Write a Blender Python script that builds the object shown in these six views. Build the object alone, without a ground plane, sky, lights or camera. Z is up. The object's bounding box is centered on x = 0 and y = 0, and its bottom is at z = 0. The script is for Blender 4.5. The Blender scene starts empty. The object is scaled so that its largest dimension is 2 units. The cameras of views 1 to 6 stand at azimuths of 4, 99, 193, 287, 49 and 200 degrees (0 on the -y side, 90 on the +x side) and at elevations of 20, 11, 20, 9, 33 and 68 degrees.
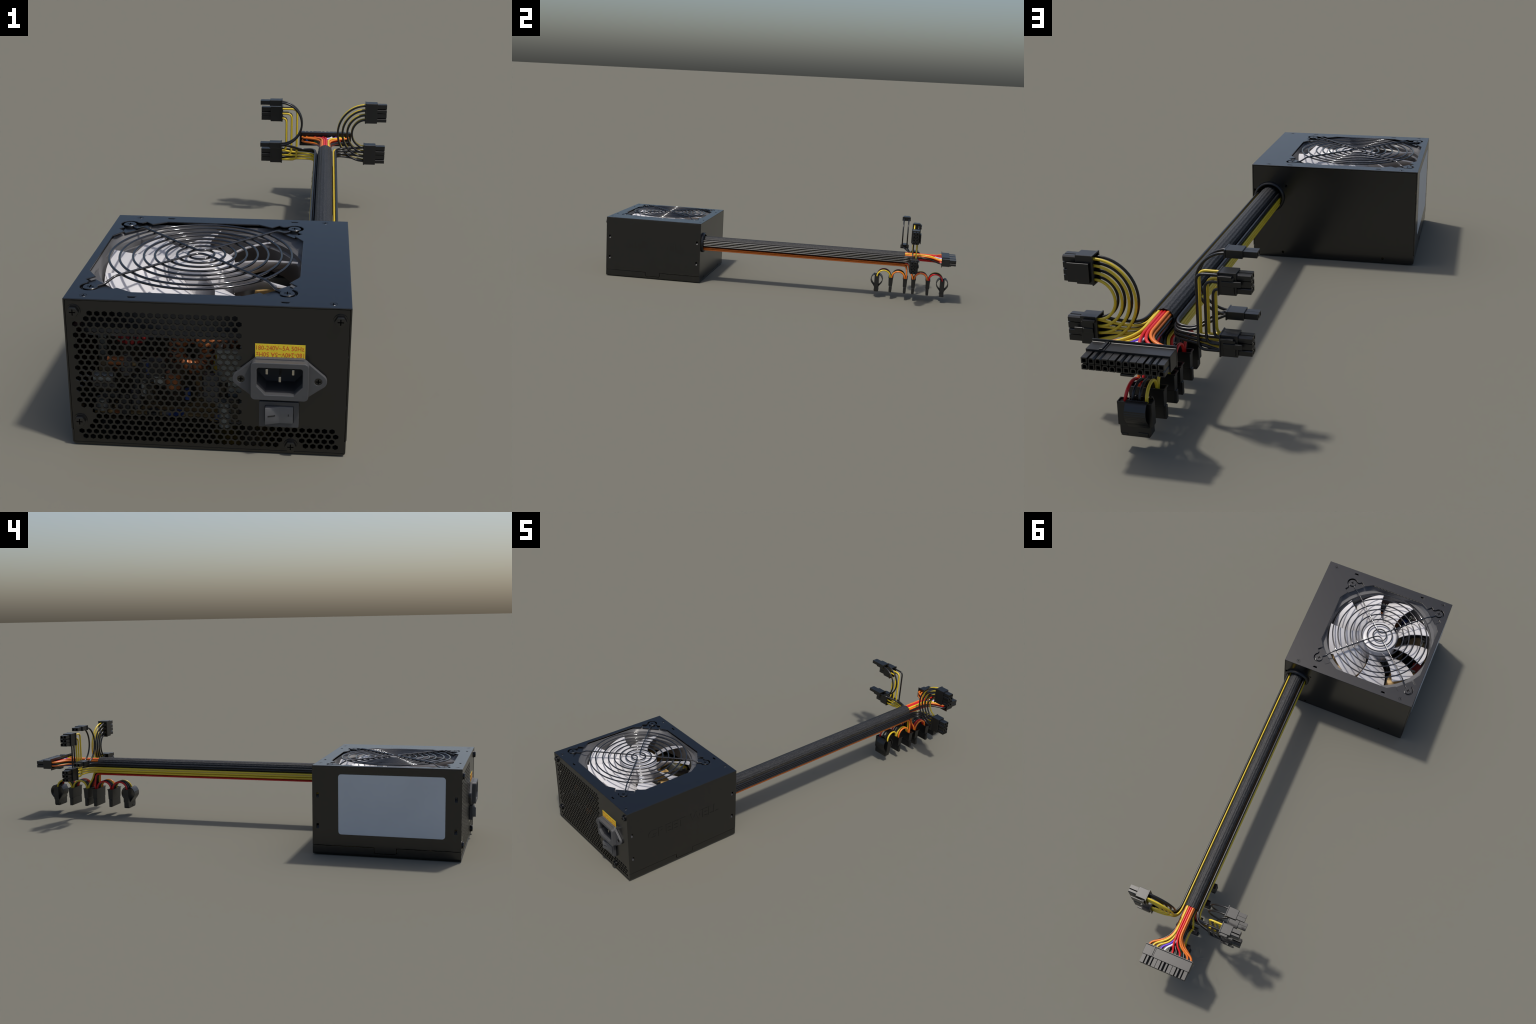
import bpy, bmesh, math, random
from mathutils import Vector, Matrix
random.seed(7)
PI = math.pi

# ------------------------------------------------------------------ materials
def mat(name, col, rough=0.4, metal=0.0, spec=0.5, var=0.0, scale=60.0, bump=0.0,
        bump_scale=400.0, coat=0.0, stretch=(1, 1, 1), dark=None):
    m = bpy.data.materials.new(name)
    m.use_nodes = True
    nt = m.node_tree
    b = nt.nodes["Principled BSDF"]
    b.inputs["Base Color"].default_value = (*col, 1)
    b.inputs["Roughness"].default_value = rough
    b.inputs["Metallic"].default_value = metal
    b.inputs["Specular IOR Level"].default_value = spec
    b.inputs["Coat Weight"].default_value = coat
    tc = nt.nodes.new("ShaderNodeTexCoord")
    mp = nt.nodes.new("ShaderNodeMapping")
    mp.inputs["Scale"].default_value = stretch
    nt.links.new(tc.outputs["Object"], mp.inputs["Vector"])
    if var > 0:
        n = nt.nodes.new("ShaderNodeTexNoise")
        n.inputs["Scale"].default_value = scale
        n.inputs["Detail"].default_value = 3
        nt.links.new(mp.outputs["Vector"], n.inputs["Vector"])
        r = nt.nodes.new("ShaderNodeValToRGB")
        lo = dark if dark else tuple(c * (1 - var) for c in col)
        hi = tuple(min(1, c * (1 + var)) for c in col)
        r.color_ramp.elements[0].position = 0.35
        r.color_ramp.elements[1].position = 0.65
        r.color_ramp.elements[0].color = (*lo, 1)
        r.color_ramp.elements[1].color = (*hi, 1)
        nt.links.new(n.outputs["Fac"], r.inputs["Fac"])
        nt.links.new(r.outputs["Color"], b.inputs["Base Color"])
    if bump > 0:
        n2 = nt.nodes.new("ShaderNodeTexNoise")
        n2.inputs["Scale"].default_value = bump_scale
        nt.links.new(mp.outputs["Vector"], n2.inputs["Vector"])
        bp = nt.nodes.new("ShaderNodeBump")
        bp.inputs["Strength"].default_value = bump
        bp.inputs["Distance"].default_value = 0.001
        nt.links.new(n2.outputs["Fac"], bp.inputs["Height"])
        nt.links.new(bp.outputs["Normal"], b.inputs["Normal"])
    return m

M = {}
M['case'] = mat("black_powder_coat", (0.0022, 0.0022, 0.0022), 0.23, spec=0.85, var=0.08, scale=900)
M['plastic'] = mat("black_connector_plastic", (0.0040, 0.0040, 0.0040), 0.37, spec=0.65, var=0.06, scale=80)
M['rubber'] = mat("black_rubber", (0.008, 0.008, 0.009), 0.3, var=0.05)
M['grill'] = mat("black_nickel_wire", (0.004, 0.004, 0.005), 0.10, spec=1.0, var=0.05)
M['screw'] = mat("black_screw_metal", (0.003, 0.003, 0.003), 0.26, spec=0.85, var=0.05)
M['tongue'] = mat("dull_near_black_tongue", (0.022, 0.022, 0.024), 0.55, spec=0.6, var=0.05)  # case metal lightened and dulled to set how brightly the tongues catch sun
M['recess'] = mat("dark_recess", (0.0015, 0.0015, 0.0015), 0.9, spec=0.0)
M['white'] = mat("white_fan_plastic", (0.62, 0.61, 0.62), 0.35, var=0.015, scale=30)
M['frame'] = mat("grey_fan_plastic", (0.09, 0.09, 0.093), 0.40, var=0.05, scale=30)
M['grey'] = mat("grey_socket_plastic", (0.072, 0.073, 0.077), 0.42, var=0.03)
M['switch'] = mat("grey_switch_plastic", (0.058, 0.059, 0.063), 0.42, var=0.03)
M['rocker'] = mat("light_grey_rocker_plastic", (0.105, 0.106, 0.11), 0.42, var=0.03)
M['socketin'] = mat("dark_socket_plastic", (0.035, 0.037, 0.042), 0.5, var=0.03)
M['prong'] = mat("nickel_prong", (0.6, 0.56, 0.48), 0.25, metal=0.9, var=0.03)
M['mark'] = mat("black_mark_ink", (0.012, 0.012, 0.012), 0.5)
M['yellowlabel'] = mat("yellow_label_paper", (0.80, 0.60, 0.03), 0.5, var=0.02)
M['redink'] = mat("red_ink", (0.62, 0.10, 0.02), 0.5)
M['silver'] = mat("silver_label_film", (0.56, 0.585, 0.62), 0.35, var=0.02, scale=8)
M['sleeve'] = None
WIRE = {
    'k': mat("black_wire", (0.009, 0.009, 0.010), 0.30, var=0.08),
    'y': mat("yellow_wire", (0.70, 0.51, 0.028), 0.35, var=0.02, scale=8),
    'r': mat("red_wire", (0.60, 0.008, 0.010), 0.35, var=0.02, scale=8),
    'o': mat("orange_wire", (0.72, 0.17, 0.015), 0.35, var=0.02, scale=8),
    'p': mat("purple_wire", (0.10, 0.025, 0.55), 0.35, var=0.02, scale=8),
    'w': mat("white_wire", (0.75, 0.75, 0.77), 0.35, var=0.03),
    'g': mat("green_wire", (0.05, 0.40, 0.12), 0.35, var=0.02, scale=8),
    'b': mat("blue_wire", (0.01, 0.12, 0.50), 0.35, var=0.02, scale=8),
}
# innards
M['pcb'] = mat("brown_circuit_board", (0.30, 0.20, 0.08), 0.45, var=0.25, scale=45)
M['alu'] = mat("aluminium", (0.33, 0.36, 0.36), 0.35, metal=0.6, var=0.1, scale=20)
M['copper'] = mat("copper_winding", (0.42, 0.14, 0.045), 0.45, metal=0.3, var=0.2, scale=120)
M['redcoil'] = mat("red_winding", (0.40, 0.025, 0.025), 0.35, var=0.2, scale=120)
M['tape'] = mat("yellow_tape", (0.80, 0.58, 0.02), 0.35, var=0.05)
M['capblack'] = mat("black_capacitor_sleeve", (0.05, 0.038, 0.022), 0.35, var=0.1)
M['capblue'] = mat("blue_capacitor", (0.02, 0.06, 0.25), 0.35, var=0.1)
M['ferrite'] = mat("dark_ferrite", (0.03, 0.03, 0.03), 0.5, var=0.1)
M['tan'] = mat("tan_bobbin", (0.55, 0.36, 0.14), 0.45, var=0.1)

def sleeve_material():
    m = bpy.data.materials.new("braided_sleeve")
    m.use_nodes = True
    nt = m.node_tree
    b = nt.nodes["Principled BSDF"]
    b.inputs["Roughness"].default_value = 0.55
    b.inputs["Specular IOR Level"].default_value = 0.35
    tc = nt.nodes.new("ShaderNodeTexCoord")
    mp = nt.nodes.new("ShaderNodeMapping")
    mp.inputs["Scale"].default_value = (800, 110, 800)
    nt.links.new(tc.outputs["Object"], mp.inputs["Vector"])
    n = nt.nodes.new("ShaderNodeTexNoise")
    n.inputs["Scale"].default_value = 1.0
    n.inputs["Detail"].default_value = 2
    nt.links.new(mp.outputs["Vector"], n.inputs["Vector"])
    r = nt.nodes.new("ShaderNodeValToRGB")
    r.color_ramp.elements[0].position = 0.42
    r.color_ramp.elements[1].position = 0.72
    r.color_ramp.elements[0].color = (0.010, 0.010, 0.011, 1)
    r.color_ramp.elements[1].color = (0.058, 0.058, 0.058, 1)
    nt.links.new(n.outputs["Fac"], r.inputs["Fac"])
    nt.links.new(r.outputs["Color"], b.inputs["Base Color"])
    bp = nt.nodes.new("ShaderNodeBump")
    bp.inputs["Strength"].default_value = 0.8
    bp.inputs["Distance"].default_value = 0.001
    nt.links.new(n.outputs["Fac"], bp.inputs["Height"])
    nt.links.new(bp.outputs["Normal"], b.inputs["Normal"])
    return m
M['sleeve'] = sleeve_material()

# ------------------------------------------------------------------ helpers
COL = bpy.context.scene.collection
root = bpy.data.objects.new("computer_power_supply", None)
COL.objects.link(root)
root["label"] = "black power supply box with white fan and cable bundle"
root["category"] = "power supply"

def add(name, me, material=None, parent=None, smooth=None, stuff=False):
    ob = bpy.data.objects.new(name, me)
    COL.objects.link(ob)
    ob.parent = parent or root
    if material is not None and not me.materials:
        me.materials.append(material)
    if smooth is not None:
        me.shade_smooth() if smooth >= 180 else smooth_by_angle(me, smooth)
    if stuff:
        ob["kind"] = "stuff"
    return ob

def smooth_by_angle(me, deg):
    bm = bmesh.new(); bm.from_mesh(me)
    a = math.radians(deg)
    for f in bm.faces: f.smooth = True
    for e in bm.edges:
        if len(e.link_faces) == 2:
            e.smooth = e.calc_face_angle(0) < a
    bm.to_mesh(me); bm.free()

def dup(ob, name, loc=None, rot=None, parent=None):
    o = ob.copy()
    o.name = name
    COL.objects.link(o)
    if loc is not None: o.location = loc
    if rot is not None: o.rotation_euler = rot
    if parent is not None: o.parent = parent
    return o

def mesh_from(verts, faces, name="part"):
    me = bpy.data.meshes.new(name)
    me.from_pydata([tuple(v) for v in verts], [], faces)
    me.update()
    return me

def bm_mesh(bm, name="part"):
    bmesh.ops.recalc_face_normals(bm, faces=bm.faces)
    me = bpy.data.meshes.new(name)
    bm.to_mesh(me); bm.free()
    return me

def box_bm(bm, lo, hi, bevel=0.0, seg=2):
    t = bmesh.new()
    bmesh.ops.create_cube(t, size=1)
    for v in t.verts:
        v.co = Vector([(lo[i] + hi[i]) / 2 + v.co[i] * (hi[i] - lo[i]) for i in range(3)])
    if bevel > 0:
        bmesh.ops.bevel(t, geom=t.edges[:], offset=bevel, segments=seg, affect='EDGES', profile=0.5)
    tmp = bpy.data.meshes.new("tmp"); t.to_mesh(tmp); t.free()
    bm.from_mesh(tmp); bpy.data.meshes.remove(tmp)

def box(name, lo, hi, material, bevel=0.001, parent=None, seg=2):
    bm = bmesh.new()
    box_bm(bm, lo, hi, bevel, seg)
    return add(name, bm_mesh(bm, name), material, parent, smooth=40 if bevel else None)

def cyl_bm(bm, c, axis, r, h, n=24, r2=None):
    """cylinder starting at c running h along axis ('x','y','z')"""
    t = bmesh.new()
    bmesh.ops.create_cone(t, cap_ends=True, segments=n, radius1=r, radius2=r if r2 is None else r2, depth=h)
    rot = {'z': Matrix(), 'x': Matrix.Rotation(PI / 2, 4, 'Y'), 'y': Matrix.Rotation(-PI / 2, 4, 'X')}[axis]
    off = {'z': Vector((0, 0, h / 2)), 'x': Vector((h / 2, 0, 0)), 'y': Vector((0, h / 2, 0))}[axis]
    bmesh.ops.transform(t, matrix=Matrix.Translation(Vector(c) + off) @ rot, verts=t.verts)
    tmp = bpy.data.meshes.new("tmp"); t.to_mesh(tmp); t.free()
    bm.from_mesh(tmp); bpy.data.meshes.remove(tmp)

def cyl(name, c, axis, r, h, material, n=24, parent=None, r2=None):
    bm = bmesh.new(); cyl_bm(bm, c, axis, r, h, n, r2)
    return add(name, bm_mesh(bm, name), material, parent, smooth=40)

PLANES = {
    'top': Matrix(((1, 0, 0, 0), (0, 1, 0, 0), (0, 0, 1, 0), (0, 0, 0, 1))),       # (x, y), normal +z
    'front': Matrix(((1, 0, 0, 0), (0, 0, -1, 0), (0, 1, 0, 0), (0, 0, 0, 1))),     # (x, z), normal -y
    'right': Matrix(((0, 0, 1, 0), (1, 0, 0, 0), (0, 1, 0, 0), (0, 0, 0, 1))),      # (y, z), normal +x
    'left': Matrix(((0, 0, -1, 0), (1, 0, 0, 0), (0, 1, 0, 0), (0, 0, 0, 1))),      # (y, z), normal -x
}

def plate_mesh(outlines, thick, plane, level, bevel=0.0, name="plate"):
    """filled 2D outline (first = rim, others = holes); its outer face sits at `level` along the plane normal"""
    cu = bpy.data.curves.new("tmpc", 'CURVE')
    cu.dimensions = '2D'; cu.fill_mode = 'BOTH'
    cu.extrude = thick / 2 - bevel
    cu.bevel_depth = bevel
    cu.bevel_resolution = 1
    cu.offset = -bevel
    for pts in outlines:
        s = cu.splines.new('POLY')
        s.points.add(len(pts) - 1)
        for p, q in zip(s.points, pts): p.co = (q[0], q[1], 0, 1)
        s.use_cyclic_u = True
    ob = bpy.data.objects.new("tmpo", cu); COL.objects.link(ob)
    dg = bpy.context.evaluated_depsgraph_get(); dg.update()
    me = bpy.data.meshes.new_from_object(ob.evaluated_get(dg))
    bpy.data.objects.remove(ob); bpy.data.curves.remove(cu)
    mtx = PLANES[plane] @ Matrix.Translation((0, 0, level - thick / 2))
    me.transform(mtx)
    me.name = name
    me.materials.clear()
    bm = bmesh.new(); bm.from_mesh(me)
    bmesh.ops.remove_doubles(bm, verts=bm.verts, dist=1e-6)
    bmesh.ops.recalc_face_normals(bm, faces=bm.faces)
    for f in bm.faces: f.smooth = False
    bm.to_mesh(me); bm.free()
    return me

def plate(name, outlines, thick, plane, level, material, bevel=0.0, parent=None):
    me = plate_mesh(outlines, thick, plane, level, bevel, name)
    return add(name, me, material, parent)

def rect(x0, y0, x1, y1): return [(x0, y0), (x1, y0), (x1, y1), (x0, y1)]

def rrect(x0, y0, x1, y1, r, n=6):
    out = []
    for cx, cy, a0 in ((x1 - r, y1 - r, 0), (x0 + r, y1 - r, 90), (x0 + r, y0 + r, 180), (x1 - r, y0 + r, 270)):
        for k in range(n + 1):
            a = math.radians(a0 + 90 * k / n)
            out.append((cx + r * math.cos(a), cy + r * math.sin(a)))
    return out

def circ(cx, cy, r, n=32, a0=0.0):
    return [(cx + r * math.cos(a0 + 2 * PI * k / n), cy + r * math.sin(a0 + 2 * PI * k / n)) for k in range(n)]

def merge(name, meshes, material, parent=None, smooth=None, stuff=False):
    bm = bmesh.new()
    for m in meshes:
        bm.from_mesh(m); bpy.data.meshes.remove(m)
    me = bpy.data.meshes.new(name); bm.to_mesh(me); bm.free()
    return add(name, me, material, parent, smooth, stuff)

# ---- tubes
def rounded(pts, radius, n=7):
    """polyline with every inner corner replaced by a quadratic curve"""
    P = [Vector(p) for p in pts]
    rr = radius if isinstance(radius, (list, tuple)) else [radius] * len(P)
    out = [P[0]]
    for i in range(1, len(P) - 1):
        a, b, c = P[i - 1], P[i], P[i + 1]
        d1 = min(rr[i], (b - a).length * 0.499); d2 = min(rr[i], (c - b).length * 0.499)
        s = b + (a - b).normalized() * d1; e = b + (c - b).normalized() * d2
        for k in range(n + 1):
            t = k / n
            out.append(s * (1 - t) ** 2 + b * 2 * t * (1 - t) + e * t * t)
    out.append(P[-1])
    return out

def tube_mesh(path, r, n=10, closed=False, name="wire"):
    P = [Vector(p) for p in path]
    q = [P[0]]
    for p in P[1:]:
        if (p - q[-1]).length > 1e-5: q.append(p)
    P = q
    N = len(P)
    tang = []
    for i in range(N):
        if closed: t = P[(i + 1) % N] - P[i - 1]
        else: t = P[min(i + 1, N - 1)] - P[max(i - 1, 0)]
        tang.append(t.normalized())
    up = Vector((0, 0, 1)) if abs(tang[0].z) < 0.9 else Vector((1, 0, 0))
    nrm = (up - tang[0] * up.dot(tang[0])).normalized()
    verts, faces = [], []
    for i in range(N):
        nrm = (nrm - tang[i] * nrm.dot(tang[i])).normalized()
        bi = tang[i].cross(nrm)
        for k in range(n):
            a = 2 * PI * k / n
            verts.append(P[i] + (nrm * math.cos(a) + bi * math.sin(a)) * r)
    for i in range(N if closed else N - 1):
        j = (i + 1) % N
        for k in range(n):
            faces.append((i * n + k, i * n + (k + 1) % n, j * n + (k + 1) % n, j * n + k))
    if not closed:
        faces.append(tuple(range(n - 1, -1, -1)))
        faces.append(tuple((N - 1) * n + k for k in range(n)))
    me = mesh_from(verts, faces, name)
    smooth_by_angle(me, 60)
    return me

def tube(name, path, r, material, n=10, closed=False, parent=None):
    return add(name, tube_mesh(path, r, n, closed, name), material, parent)

# ------------------------------------------------------------------ case
X0, X1 = -0.3770, 0.2142
Y0, Y1 = -0.9768, -0.4219
H = 0.3414
T = 0.0035
FX, FY = -0.1275, -0.6995          # fan centre
SEAM = 0.0362

# fan opening: an octagon with bowed corners, and a dropped keyhole tab at each corner
def sym4(pts):
    """mirror a run of points given for the (+x, -y) corner round the four corners, clockwise order kept"""
    out = []
    for k in range(4):
        c, s = [(1, 0), (0, -1), (-1, 0), (0, 1)][k]
        out += [(c * x - s * y, s * x + c * y) for x, y in pts]
    return out
SC = 0.208
def corner_run():
    run = [(0.2318, -0.1165), (0.2105, -0.1510)]
    run += [(0.2274, -0.1685), (0.2180, -0.1790)]
    a0, a1 = math.radians(58), math.radians(-148)
    for k in range(15):
        a = a0 + (a1 - a0) * k / 14
        run.append((SC + 0.0225 * math.cos(a), -SC + 0.0225 * math.sin(a)))
    run += [(0.1790, -0.2180), (0.1685, -0.2274), (0.1510, -0.2105), (0.1165, -0.2318)]
    return run
opening = [(FX + x, FY + y) for x, y in sym4(corner_run())]

top_slots = [(0.0787, -0.9575), (-0.2380, -0.9575), (0.0787, -0.4415), (-0.2380, -0.4415)]
def trap(cx, cy, w, h, s):
    return [(cx - w / 2, cy + s * h / 2), (cx + w / 2, cy + s * h / 2), (cx + w * 0.36, cy - s * h / 2), (cx - w * 0.36, cy - s * h / 2)]
small_screws = [(0.1763, -0.9565), (-0.3384, -0.9570), (0.1560, -0.4405), (-0.3186, -0.4412)]

top_holes = [opening]
for x, y in top_slots: top_holes.append(trap(x, y, 0.018, 0.0062, 1))
for x, y in small_screws: top_holes.append(circ(x, y, 0.0074, 24))
cover_parts = [plate_mesh([rect(X0, Y0, X1, Y1)] + top_holes, T, 'top', H, 0.0012)]

side_holes = [(-0.9563, 0.2285), (-0.9563, 0.1095), (-0.4425, 0.2285), (-0.4425, 0.1095)]
TAB0, TAB1, TABZ = -0.7403, -0.6585, 0.0138
def side_outline(z1):
    o = [(Y0, z1), (Y0, SEAM), (TAB0, SEAM)]
    o += [(TAB0, TABZ + 0.005), (TAB0 + 0.0015, TABZ + 0.0015), (TAB0 + 0.005, TABZ), (TAB1 - 0.005, TABZ), (TAB1 - 0.0015, TABZ + 0.0015), (TAB1, TABZ + 0.005)]
    o += [(TAB1, SEAM), (Y1, SEAM), (Y1, z1)]
    return o
holes = [rect(y - 0.0048, z - 0.0092, y + 0.0048, z + 0.0092) for y, z in side_holes]
zt = H - T + 0.0003
cover_parts.append(plate_mesh([side_outline(zt)] + holes, T, 'right', X1, 0.0006))
cover_parts.append(plate_mesh([side_outline(zt)] + holes, T, 'left', -X0, 0.0006))
cover = merge("case_cover", cover_parts, M['case'])

# tray: bottom, side lips below the seam, front and back panels
g = 0.0022
def lip_outline():
    return [(Y0, 0.004), (Y1, 0.004), (Y1, SEAM - g), (TAB1 + g, SEAM - g), (TAB1 + g, TABZ + 0.004), (TAB1 - 0.003, TABZ - g),
            (TAB0 + 0.003, TABZ - g), (TAB0 - g, TABZ + 0.004), (TAB0 - g, SEAM - g), (Y0, SEAM - g)]
RB = 0.0075
prof = []
xo = 0.0014
for k in range(7):
    a = PI + PI / 2 * k / 6
    prof.append((X0 + xo + RB + RB * math.cos(a), RB + RB * math.sin(a)))
for k in range(7):
    a = 1.5 * PI + PI / 2 * k / 6
    prof.append((X1 - xo - RB + RB * math.cos(a), RB + RB * math.sin(a)))
inner = [(X1 - xo - T, RB), (X1 - xo - T, T + 0.001), (X0 + xo + T, T + 0.001), (X0 + xo + T, RB)]
bottom_m = plate_mesh([prof + inner], Y1 - Y0, 'front', -Y0, 0.0)
lips = []
for pl, lv in (('right', X1 - xo), ('left', -X0 - xo)):
    o = [(p[0], max(p[1], RB)) for p in lip_outline()]
    lips.append(plate_mesh([o], T, pl, lv, 0.0))
tray = merge("case_tray", [bottom_m] + lips, M['case'], smooth=20)
# slanted tongues punched inwards behind the side holes and top slots
bm = bmesh.new()
for sx, xs in ((1, X1), (-1, X0)):
    for y, z in side_holes:
        a = xs - sx * 0.0035; b = xs - sx * 0.0012
        q = [(a - sx * 0.006, y - 0.0046, z + 0.001), (a - sx * 0.006, y + 0.0046, z + 0.001), (b, y + 0.0046, z - 0.0088), (b, y - 0.0046, z - 0.0088)]
        q2 = [(p[0] - sx * 0.002, p[1], p[2]) for p in q]
        v = [bm.verts.new(p) for p in q + q2]
        for f in ((0, 1, 2, 3), (7, 6, 5, 4), (0, 4, 5, 1), (1, 5, 6, 2), (2, 6, 7, 3), (3, 7, 4, 0)): bm.faces.new([v[i] for i in f])
add("punched_tongue", bm_mesh(bm), M['tongue'], cover)

# front panel with honeycomb
PX, PZ = 0.01581, 0.01265
HX, HZ = -0.3545, 0.3094
hexes = []
for k in range(1, 25):
    z = HZ - (k - 1) * PZ
    odd = k % 2 == 1
    x0 = HX if odd else HX + 0.0080
    skip = {1: 2, 2: 1, 19: 2, 20: 2, 21: 2, 22: 1}.get(k, 0)
    last = 21 if k <= 20 else 34
    for i in range(skip, last + 1):
        if k == 23 and i in (28, 29): continue
        if k == 24 and i in (27, 28, 29): continue
        x = x0 + i * PX
        hexes.append([(x + 0.00575 * sx, z + 0.0063 * sz) for sx, sz in ((0, 1), (-1, .5), (-1, -.5), (0, -1), (1, -.5), (1, .5))])
PANEL_Y = Y0 + 0.0010
front_holes = hexes + [rect(0.022, 0.150, 0.120, 0.214)]
front = plate("front_panel", [rect(X0 + T + 0.0008, 0.0036, X1 - T - 0.0008, H - T - 0.0008)] + front_holes, 0.0030, 'front', -PANEL_Y, M['case'])
# back panel, with a round cable hole and small holes
GX, GZ = 0.1506, 0.2245
back_holes = [circ(GX, GZ, 0.0485, 48)] + [circ(x, z, 0.0048, 16) for x, z in ((0.0905, 0.2681), (0.1027, 0.0165), (-0.2645, 0.0165))]
back_holes.append(rect(0.2012, 0.236, 0.2085, 0.252))
back_panel = plate("back_panel", [rect(X0 + T + 0.0008, 0.0036, X1 - T - 0.0008, H - T - 0.0008)] + back_holes, 0.0030, 'front', -(Y1 - 0.0036), M['case'])

# raised lettering on the side
def text_mesh(body, height, width, thick, bold=0.0):
    cu = bpy.data.curves.new("t", 'FONT'); cu.body = body; cu.size = 1.0
    cu.extrude = 0.5; cu.offset = bold; cu.resolution_u = 3
    ob = bpy.data.objects.new("t", cu); COL.objects.link(ob)
    dg = bpy.context.evaluated_depsgraph_get(); dg.update()
    me = bpy.data.meshes.new_from_object(ob.evaluated_get(dg))
    bpy.data.objects.remove(ob); bpy.data.curves.remove(cu)
    xs = [v.co.x for v in me.vertices]; ys = [v.co.y for v in me.vertices]
    for v in me.vertices:
        v.co.x = (v.co.x - min(xs)) / (max(xs) - min(xs)) * width
        v.co.y = (v.co.y - min(ys)) / (max(ys) - min(ys)) * height
        v.co.z = (v.co.z) * thick
    me.materials.clear()
    return me
for body, ya, wid in (("GREET", -0.879, 0.186), ("WELL", -0.668, 0.150)):
    me = text_mesh(body, 0.043, wid, 0.0016, 0.015)
    me.transform(Matrix.Translation((X1 + 0.0001, ya, 0.171)) @ PLANES['right'])
    add("embossed_lettering", me, M['case'], cover)

# silver rating label on the left side
plate("rating_label", [rrect(-0.9180, 0.0802, -0.5220, 0.3096, 0.011)], 0.0014, 'left', -X0 + 0.0005, M['silver'], 0.0003)

# ------------------------------------------------------------------ screws
def pan_screw_mesh(r, h, slot, n=28):
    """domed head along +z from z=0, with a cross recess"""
    bm = bmesh.new()
    rings = [(r, 0), (r, h * 0.86), (r * 0.95, h)]
    prev = None
    for rr, z in rings:
        cur = [bm.verts.new((rr * math.cos(2 * PI * k / n), rr * math.sin(2 * PI * k / n), z)) for k in range(n)]
        if prev:
            for k in range(n): bm.faces.new((prev[k], prev[(k + 1) % n], cur[(k + 1) % n], cur[k]))
        prev = cur
    bm.faces.new(prev)
    me = bm_mesh(bm); me.materials.append(M['screw'])
    smooth_by_angle(me, 35)
    return me
def cross_mesh(w, t, h):
    bm = bmesh.new()
    pts = [(t, w), (-t, w), (-t, t), (-w, t), (-w, -t), (-t, -t), (-t, -w), (t, -w), (t, -t), (w, -t), (w, t), (t, t)]
    vs = [bm.verts.new((x, y, h)) for x, y in pts]; bm.faces.new(vs)
    r = bmesh.ops.extrude_face_region(bm, geom=bm.faces[:])
    for v in r['geom']:
        if isinstance(v, bmesh.types.BMVert): v.co.z -= 0.001
    me = bm_mesh(bm); me.materials.append(M['recess'])
    return me
# grill screws
gs_me, gc_me = pan_screw_mesh(0.0158, 0.0062, 0), cross_mesh(0.0072, 0.0013, 0.0064)
for sx in (-1, 1):
    for sy in (-1, 1):
        s = add("grill_screw", gs_me); s.location = (FX + sx * SC, FY + sy * SC, 0.3350)
        c = add("cross_recess", gc_me, parent=s)
# flush screws in the cover
fs_me, fc_me = pan_screw_mesh(0.0072, 0.0022, 0), cross_mesh(0.0044, 0.0009, 0.00235)
for x, y in small_screws:
    s = add("cover_screw", fs_me); s.location = (x, y, H - 0.0024)
    add("cross_recess", fc_me, parent=s)
# hex flange screws on the front
def hex_screw_mesh():
    bm = bmesh.new()
    cyl_bm(bm, (0, 0, 0), 'z', 0.0150, 0.0022, 28)
    t = bmesh.new()
    bmesh.ops.create_cone(t, cap_ends=True, segments=6, radius1=0.0128, radius2=0.0128, depth=0.0062)
    bmesh.ops.transform(t, matrix=Matrix.Translation((0, 0, 0.0022 + 0.0031)) @ Matrix.Rotation(PI / 6, 4, 'Z'), verts=t.verts)
    bmesh.ops.bevel(t, geom=t.edges[:], offset=0.0010, segments=2, affect='EDGES', profile=0.5)
    tmp = bpy.data.meshes.new("tmp"); t.to_mesh(tmp); t.free(); bm.from_mesh(tmp); bpy.data.meshes.remove(tmp)
    me = bm_mesh(bm); me.materials.append(M['screw']); smooth_by_angle(me, 30)
    return me
hs_me, hc_me = hex_screw_mesh(), cross_mesh(0.0066, 0.0011, 0.0086)
for x, z in ((-0.3562, 0.3135), (-0.3560, 0.0580), (0.0960, 0.0190), (0.1916, 0.3130)):
    s = add("hex_screw", hs_me); s.location = (x, PANEL_Y, z); s.rotation_euler = (PI / 2, 0, 0)
    add("cross_recess", hc_me, parent=s)

# ------------------------------------------------------------------ dropped corner tabs under the grill screws
tab_meshes = []
for k in range(4):
    run = corner_run()
    pts = [run[1]] + run[2:-1]
    c, s = [(1, 0), (0, -1), (-1, 0), (0, 1)][k]
    # slightly smaller than the cut-out
    cx, cy = 0.195, -0.195
    pts = [(cx + (x - cx) * 0.92, cy + (y - cy) * 0.92) for x, y in pts]
    pts = [(FX + c * x - s * y, FY + s * x + c * y) for x, y in pts]
    tab_meshes.append(plate_mesh([pts], 0.0025, 'top', H - 0.0060, 0.0))
merge("grill_mount_tab", tab_meshes, M['case'], cover)
tab_shadow = []  # black plates modelled below the tabs so the slits look deep in shadow
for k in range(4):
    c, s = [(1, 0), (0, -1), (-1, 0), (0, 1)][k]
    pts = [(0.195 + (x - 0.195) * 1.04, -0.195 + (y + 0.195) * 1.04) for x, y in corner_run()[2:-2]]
    tab_shadow.append(plate_mesh([[(FX + c * x - s * y, FY + s * x + c * y) for x, y in pts]], 0.0008, 'top', H - 0.0092, 0.0))
merge("tab_shadow_plate", tab_shadow, M['recess'], cover)

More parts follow.
